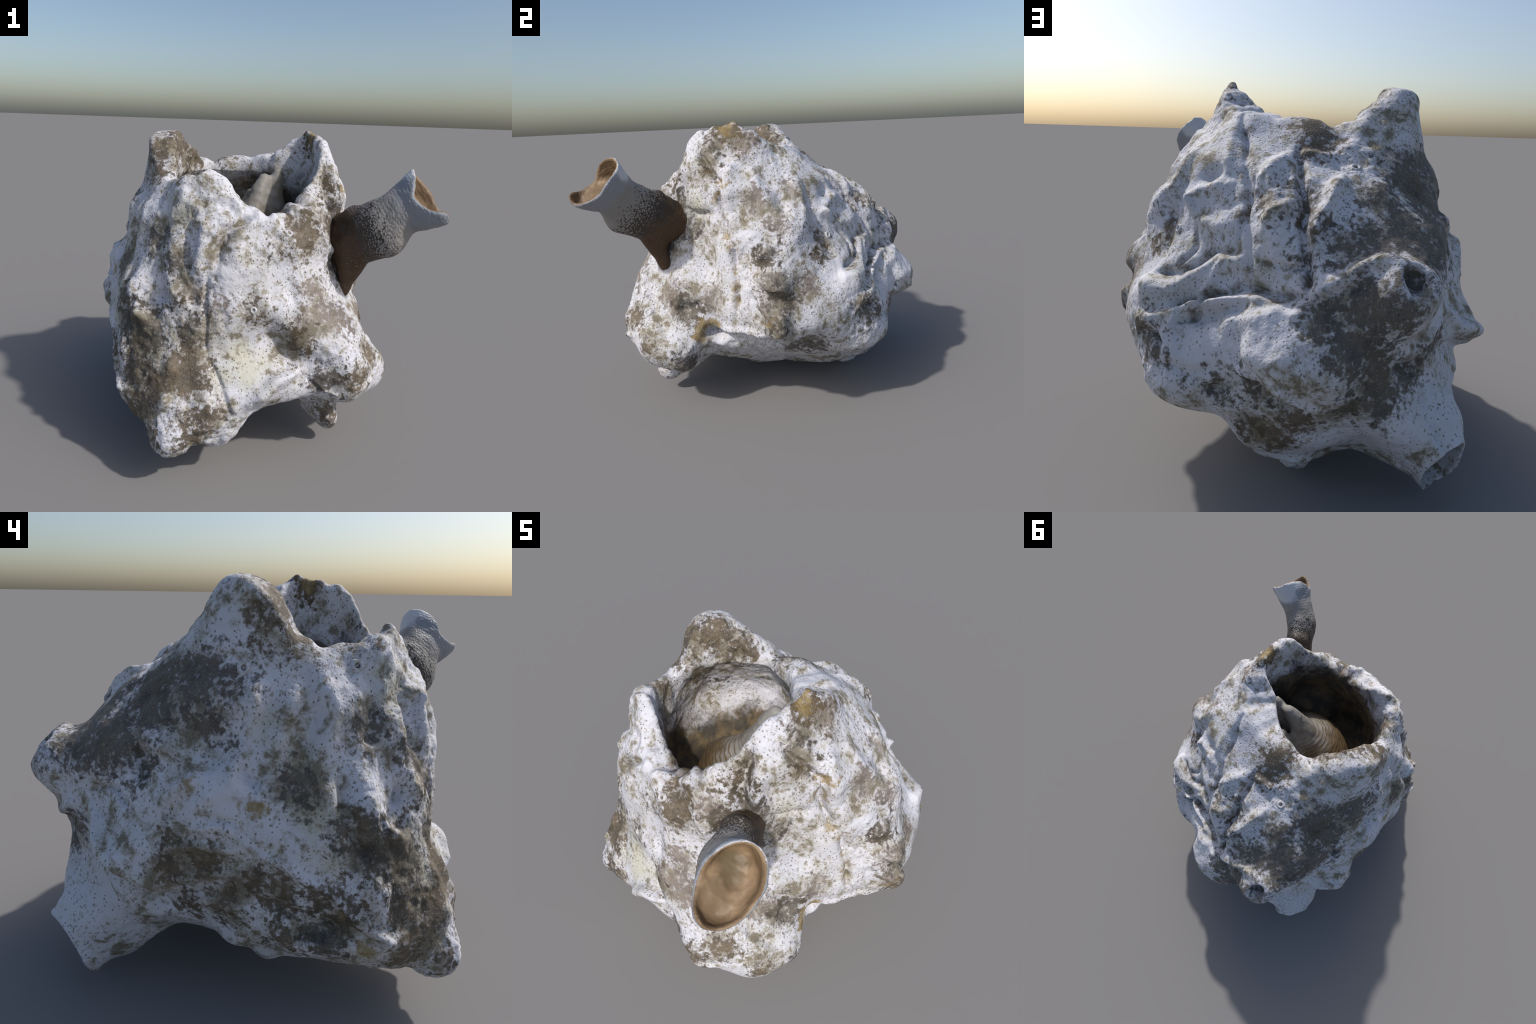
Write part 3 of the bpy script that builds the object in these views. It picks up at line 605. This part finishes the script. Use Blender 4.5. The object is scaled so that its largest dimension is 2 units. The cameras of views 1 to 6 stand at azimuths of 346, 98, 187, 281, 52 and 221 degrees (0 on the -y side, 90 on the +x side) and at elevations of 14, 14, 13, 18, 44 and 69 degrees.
WHITE = (.585, .585, .635)
def shell_material():
    g = Nodes('encrusted_shell')
    w = g.warp(7, .20)
    speck = g.noise(34, 5, .66); blot = g.noise(14, 5, .64, dist=.35); wide = g.noise(4.2, 4, .6)
    sp = g.math('SUBTRACT', speck, .5); bl = g.math('SUBTRACT', blot, .5)
    # chalky white, a little cream and grey in places
    col = g.mix(g.step(wide, .40, .66), WHITE, (.52, .515, .525))
    d = g.patches('cream', w)
    col = g.mix(g.math('MULTIPLY', g.step(g.math('ADD', d, g.math('MULTIPLY', bl, .16)), .06, -.08), .75), col, (.46, .45, .34))
    # film of olive stain in soft clouds that break up into flecks
    cloud = g.math('ADD', g.math('MULTIPLY', blot, .62), g.math('MULTIPLY', wide, .38))
    cloud = g.math('ADD', cloud, g.math('MULTIPLY', sp, .24))
    clean = g.step(g.math('ADD', g.patches('clean', w), g.math('MULTIPLY', bl, .2)), .08, -.08)
    cloud = g.math('SUBTRACT', cloud, g.math('MULTIPLY', clean, .075))
    col = g.mix(g.math('MULTIPLY', g.step(cloud, .485, .565), .62), col, (.29, .26, .19))
    col = g.mix(g.math('MULTIPLY', g.step(cloud, .54, .61), .78), col, (.145, .12, .078))
    fine = g.math('MULTIPLY', g.step(g.noise(64, 3, .6, dist=.5), .555, .64), g.step(g.noise(6, 3), .42, .58))
    col = g.mix(g.math('MULTIPLY', fine, .70), col, (.23, .19, .125))
    # pores
    pw = g.warp(60, .007)
    v = g.voronoi(54, g.vmath('MULTIPLY', pw, (1., 1., .8)), rand=.9)
    pore = g.math('MULTIPLY', g.step(v, .25, .13), g.step(g.noise(5.5, 2), .33, .45))
    big = g.math('MULTIPLY', g.step(g.voronoi(30, pw), .16, .09), g.step(g.noise(3.3, 2), .50, .58))
    pore = g.math('MAXIMUM', pore, big)
    col = g.mix(g.math('MULTIPLY', pore, .78), col, (.11, .09, .06))
    # growths in patches
    def growth(kind, ca, cb, cc, ragged, grow, soft, hold):
        nonlocal col
        d = g.math('ADD', g.patches(kind, w), g.math('ADD', g.math('MULTIPLY', bl, ragged), g.math('MULTIPLY', sp, ragged*1.3)))
        m = g.step(d, grow+soft*1.5, grow-soft)
        holes = g.math('MULTIPLY', g.step(g.noise(30, 4, .6), .60, .70), 1-hold)
        m = g.math('MULTIPLY', m, g.math('SUBTRACT', 1., holes))
        tone = g.mix(g.step(g.noise(13, 5, .7), .33, .62), ca, cb)
        tone = g.mix(g.math('MULTIPLY', g.step(speck, .50, .66), .55), tone, cc)
        tone = g.mix(g.math('MULTIPLY', g.step(g.noise(75, 3, .65), .50, .66), .5), tone, ca)
        col = g.mix(g.math('MULTIPLY', m, .93), col, tone)
        return m
    m1 = growth('mauve', (.135, .108, .090), (.225, .188, .160), (.36, .34, .315), .32, .004, .034, .40)
    m2 = growth('brown', (.056, .041, .022), (.120, .088, .050), (.215, .172, .115), .32, .018, .034, .35)
    m3 = growth('dark', (.054, .046, .036), (.110, .092, .068), (.185, .165, .135), .32, .024, .036, .50)
    m0 = growth('groove', (.075, .062, .042), (.15, .12, .08), (.20, .17, .12), .07, .012, .020, .8)
    m4 = growth('ochre', (.20, .13, .05), (.30, .235, .115), (.36, .31, .20), .10, .006, .020, .7)
    grit = g.math('MULTIPLY', g.step(g.voronoi(62), .17, .09), g.math('MAXIMUM', m2, m3))
    col = g.mix(g.math('MULTIPLY', grit, .55), col, (.44, .43, .42))
    # amber film low inside the crater, with baked shade painted into its dark tone
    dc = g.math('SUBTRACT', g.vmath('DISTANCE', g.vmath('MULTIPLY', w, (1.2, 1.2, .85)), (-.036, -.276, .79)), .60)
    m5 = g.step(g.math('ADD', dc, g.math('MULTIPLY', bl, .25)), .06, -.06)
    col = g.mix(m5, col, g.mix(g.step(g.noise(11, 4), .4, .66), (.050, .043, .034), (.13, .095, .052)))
    h = g.math('SUBTRACT', g.math('ADD', g.math('MULTIPLY', speck, .7), g.noise(95, 3)), g.math('MULTIPLY', pore, .6))
    g.bump(h, .5, .006)
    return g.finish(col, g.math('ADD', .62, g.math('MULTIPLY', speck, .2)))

def stalk_material():
    g = Nodes('stalk_skin')
    ax = g.math('SUBTRACT', g.vmath('DOT_PRODUCT', g.co, (.686, -.445, .576)), 1.20)
    n = g.noise(13, 4, .6)
    t = g.math('ADD', ax, g.math('MULTIPLY', g.math('SUBTRACT', n, .5), .13))
    col = g.mix(g.step(t, .08, .17), (.075, .042, .022), (.055, .043, .034))
    pale = (.245, .26, .29)
    # wrinkle stipple: pale flecks that close up towards the mouth
    v = g.voronoi(95, g.vmath('MULTIPLY', g.warp(18, .02), (1., 1., .75)), rand=.7)
    cover = g.step(t, .06, .50)
    thr = g.math('SUBTRACT', g.math('MULTIPLY', cover, .95), g.math('ADD', v, g.math('MULTIPLY', g.noise(9, 3), .45)))
    col = g.mix(g.step(thr, -.42, -.25), col, (.25, .235, .22))
    col = g.mix(g.step(t, .36, .50), col, pale)
    d = g.math('MINIMUM', g.math('SUBTRACT', g.vmath('DISTANCE', g.co, (.73, -.70, 1.56)), .10), g.math('SUBTRACT', g.vmath('DISTANCE', g.co, (.70, -.79, 1.57)), .05))
    col = g.mix(g.step(g.math('ADD', d, g.math('MULTIPLY', g.math('SUBTRACT', n, .5), .12)), .02, -.03), col, (.52, .53, .55))
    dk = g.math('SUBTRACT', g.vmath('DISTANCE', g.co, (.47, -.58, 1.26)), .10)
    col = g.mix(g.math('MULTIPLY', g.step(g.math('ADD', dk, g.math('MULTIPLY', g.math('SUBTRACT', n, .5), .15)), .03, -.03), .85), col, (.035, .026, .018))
    g.bump(g.math('ADD', v, g.noise(40, 3)), .5, .005)
    return g.finish(col, .55)

def mouth_material():
    g = Nodes('stalk_inner_skin')
    n = g.noise(9, 4, .6, dist=.5)
    col = g.mix(g.step(n, .38, .66), (.165, .11, .062), (.265, .183, .108))
    col = g.mix(g.math('MULTIPLY', g.step(g.noise(60, 3), .5, .7), .3), col, (.20, .13, .08))
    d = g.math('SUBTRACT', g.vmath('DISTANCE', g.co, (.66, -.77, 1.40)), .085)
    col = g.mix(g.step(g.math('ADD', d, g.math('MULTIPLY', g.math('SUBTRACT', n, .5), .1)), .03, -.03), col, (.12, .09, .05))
    g.bump(g.noise(40, 4), .25, .005)
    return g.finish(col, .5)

def lid_material():
    g = Nodes('lid_plate')
    r = g.vmath('DISTANCE', g.warp(6, .04), (.12, -.10, 1.50))
    band = g.math('SINE', g.math('MULTIPLY', r, 210.))
    n = g.noise(7, 4)
    col = g.mix(g.step(n, .4, .62), (.27, .255, .23), (.17, .15, .12))
    col = g.mix(g.math('MULTIPLY', g.step(g.math('ADD', band, g.math('MULTIPLY', g.noise(20, 3), 1.2)), .9, 1.5), g.step(r, .25, .42)), col, (.13, .09, .05))
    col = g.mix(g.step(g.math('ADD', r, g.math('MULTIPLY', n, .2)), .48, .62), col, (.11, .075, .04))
    g.bump(g.noise(50, 4), .25, .005)
    return g.finish(col, .55)

SHELL = shell_material()
root = bpy.data.objects.new('barnacle', None); bpy.context.scene.collection.objects.link(root)
root['label'] = 'large white encrusted barnacle with jagged crater and a brown fleshy stalk'
root['category'] = 'barnacle'
def add(name, mesh, parent=root):
    o = bpy.data.objects.new(name, mesh); bpy.context.scene.collection.objects.link(o); o.parent = parent; return o

def split(mesh, labels, names, mats, parents=None):
    """separate faces by label into objects that keep the whole surface's normals"""
    V, N, F = get_np(mesh); out = {}
    for i, nm in enumerate(names):
        f = F[labels == i]
        if not len(f): continue
        used, inv = np.unique(f, return_inverse=True)
        m = np_mesh(nm, V[used], inv.reshape(-1, 4))
        m.polygons.foreach_set('use_smooth', np.ones(len(m.polygons), bool))
        m.normals_split_custom_set_from_vertices(N[used].tolist())
        m.materials.append(mats[i])
        out[i] = add(nm, m, root if parents is None or parents[i] is None else out[parents[i]])
    bpy.data.meshes.remove(mesh)
    return out

V, N, F = get_np(body)
C = V[F].mean(1); X, Y, Zc = C.T
hx, hy = X-HOLE[0], Y-HOLE[1]; hang = np.degrees(np.arctan2(hy, hx)); hr = np.hypot(hx, hy)
lab = np.zeros(len(C), int)
lab[(Zc < .5) & (X < -.1) & (Y < -.70)] = 4
lab[(Zc < .62) & (X*.55-Y*.83 > .66) & (X > .12)] = 5
lab[((C-vec(-.52, .48, .36))@vec(-.70, .66, -.28) > 0) & (Zc < .56)] = 3
lab[((C-vec(-.40, .64, .95))@vec(-.42, .88, .20) > 0) & (Zc > .78)] = 2
lab[(Zc > 1.57) & (X < -.22)] = 6
lab[(Zc > 1.61) & (X > .1)] = 7
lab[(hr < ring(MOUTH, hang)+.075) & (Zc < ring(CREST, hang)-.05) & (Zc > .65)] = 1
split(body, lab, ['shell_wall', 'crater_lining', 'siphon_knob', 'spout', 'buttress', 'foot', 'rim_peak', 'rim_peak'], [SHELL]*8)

# ------------------------------------------------------------------ stalk
mn = vec(.686, -.445, .576)      # the way the stalk mouth faces
UP = (0, -.42, -.90)
spine = Tube([((.40, -.49, 1.17), UP, (.12, .08)), ((.48, -.61, 1.19), UP, (.145, .085)), ((.575, -.745, 1.285), UP, (.155, .092)),
              ((.66, -.785, 1.375), (.05, -.6, -.75), (.122, .092)), ((.73, -.815, 1.43), (.1, -.7, -.7), (.14, .10)),
              ((.775, -.84, 1.465), (.15, -.77, -.62), (.17, .118)), ((.84, -.875, 1.52), (.15, -.77, -.62), (.175, .122))])
S = Field((.25, -1.12, .78), (1.0, -.4, 1.72), .0075)
GX = np.stack(np.meshgrid(*S.ax, indexing='ij'), -1).reshape(-1, 3)
S.f = spine.dist(GX).reshape(S.n)
S.cone((.46, -.64, 1.05), .06, (.45, -.60, .905), .042, .06)
S.ball((.475, -.61, 1.33), (.07, .06, .05), .015, rot=(0, -20, 0))
S.cone((.42, -.56, 1.30), .035, (.47, -.58, 1.26), .03, .02)
inner = spine.dist(GX, .013, 5).reshape(S.n)
core = np.linalg.norm(GX-vec(.70, -.76, 1.46), axis=1).reshape(S.n)-.05
floor = (1.692-GX@mn-.07*np.clip(-(GX@vec(.15, -.77, -.62)+.10)*7, -.2, 1)).reshape(S.n).astype(np.float32)
inner = smax(smin(inner, core, .04), floor, .04)
S.f = smax(S.f, -inner, .012)
plane = GX@mn-1.752-.065*np.exp(-((GX-vec(.83, -.965, 1.41))**2).sum(1)/.08**2)+.055*np.exp(-((GX-vec(.665, -.935, 1.46))**2).sum(1)/.10**2)
edge = (GX@vec(.15, -.77, -.62))
plane = plane+.006*np.sin(edge*34)+.006*np.sin((GX@vec(.62, .35, -.35))*41+1)
S.f = smax(S.f, plane.reshape(S.n).astype(np.float32)*.8, .012)
V, F = S.mesh()
st = subdivide(np_mesh('stalk', V, F))
V, N, F = get_np(st)
V = V+N*(fbm(V, 14, 61, 2)*.005+np.sin((V@mn)*330+fbm(V, 20, 66, 2)*4)*.0004)[:, None]
st.vertices.foreach_set('co', V.astype(np.float32).ravel()); st.update()
C = V[F].mean(1)
lab = np.where((spine.dist(C, .009, 3) < 0) & (C@mn > 1.56), 1, 0)
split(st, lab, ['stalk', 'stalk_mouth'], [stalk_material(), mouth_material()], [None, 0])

# ------------------------------------------------------------------ inner lid (two beaked plates over a ribbed dome)
O = Field((-.5, -.7, .68), (.5, .25, 1.62), .009)
O.ball((-.05, -.19, .90), (.30, .25, .285), .05)
O.cone((-.08, -.18, .95), .17, (.105, -.09, 1.465), .035, .07)
O.cone((.10, -.10, 1.00), .16, (.19, -.075, 1.505), .03, .035)
O.cone((-.03, .03, .95), .18, (.05, .03, 1.34), .05, .04)
O.cone((-.06, -.26, 1.24), .03, (.155, -.13, 1.56), .014, .025, cut=True)
O.cone((.02, -.02, 1.20), .012, (.12, -.03, 1.52), .012, .025, cut=True)
V, F = O.mesh()
op = subdivide(np_mesh('lid', V, F)); op.materials.append(lid_material())
V, N, F = get_np(op)
r = np.linalg.norm(V-vec(.12, -.10, 1.50), axis=1)
V = V+N*(np.sin(r*210+fbm(V, 8, 5, 2)*5)*.0012*np.clip((r-.3)*8, 0, 1)+fbm(V, 9, 9, 3)*.008)[:, None]
op.vertices.foreach_set('co', V.astype(np.float32).ravel()); op.update()
for p in op.polygons: p.use_smooth = True
add('inner_lid', op)

# ------------------------------------------------------------------ small ring barnacles growing on the wall
def ring_mesh(rings=10, seg=28):
    prof = [(1.25, -.25), (1.12, .08), (.95, .34), (.78, .50), (.62, .52), (.50, .40), (.42, .18), (.30, .02), (.12, -.02)]
    V = []; F = []
    for i, (r, z) in enumerate(prof):
        for j in range(seg):
            a = 2*math.pi*j/seg; k = 1+.07*math.sin(3*a+i)+.05*math.sin(7*a)*(r > .4)
            V.append((r*k*math.cos(a), r*k*math.sin(a), z))
    for i in range(len(prof)-1):
        for j in range(seg):
            F.append((i*seg+j, i*seg+(j+1) % seg, (i+1)*seg+(j+1) % seg, (i+1)*seg+j))
    m = bpy.data.meshes.new('small_barnacle'); m.from_pydata(V, [], F+[tuple(range((len(prof)-1)*seg, len(prof)*seg))])
    m.polygons.foreach_set('use_smooth', np.ones(len(m.polygons), bool))
    return m
def ring_material():
    g = Nodes('small_barnacle_shell')
    n = g.noise(2.2, 4, .6)
    r = g.vmath('LENGTH', g.vmath('MULTIPLY', g.co, (1., 1., 0.)))
    col = g.mix(g.step(n, .45, .68), (.56, .56, .60), (.33, .30, .24))
    col = g.mix(g.step(r, .46, .34), col, (.10, .08, .055))
    return g.finish(col, .65)
rm = ring_mesh(); rm.materials.append(ring_material())
from mathutils.bvhtree import BVHTree
wallV, wallN, wallF = get_np(bpy.data.objects['shell_wall'].data)
for i, (x, y, z, r) in enumerate(RINGS):
    k = np.argmin(((wallV-vec(x, y, z))**2).sum(1))
    near = ((wallV-wallV[k])**2).sum(1) < (r*1.2)**2
    if not near.any(): continue
    n = Vector(wallN[near].mean(0).tolist()).normalized(); p = Vector(wallV[near].mean(0).tolist())
    o = add('small_barnacle', rm)
    q = n.to_track_quat('Z', 'Y'); o.rotation_mode = 'QUATERNION'; o.rotation_quaternion = q
    o.location = p-n*r*.08; o.scale = (r*.85, r*.85*(.9+.2*((i*7) % 3)/2), r*.75)
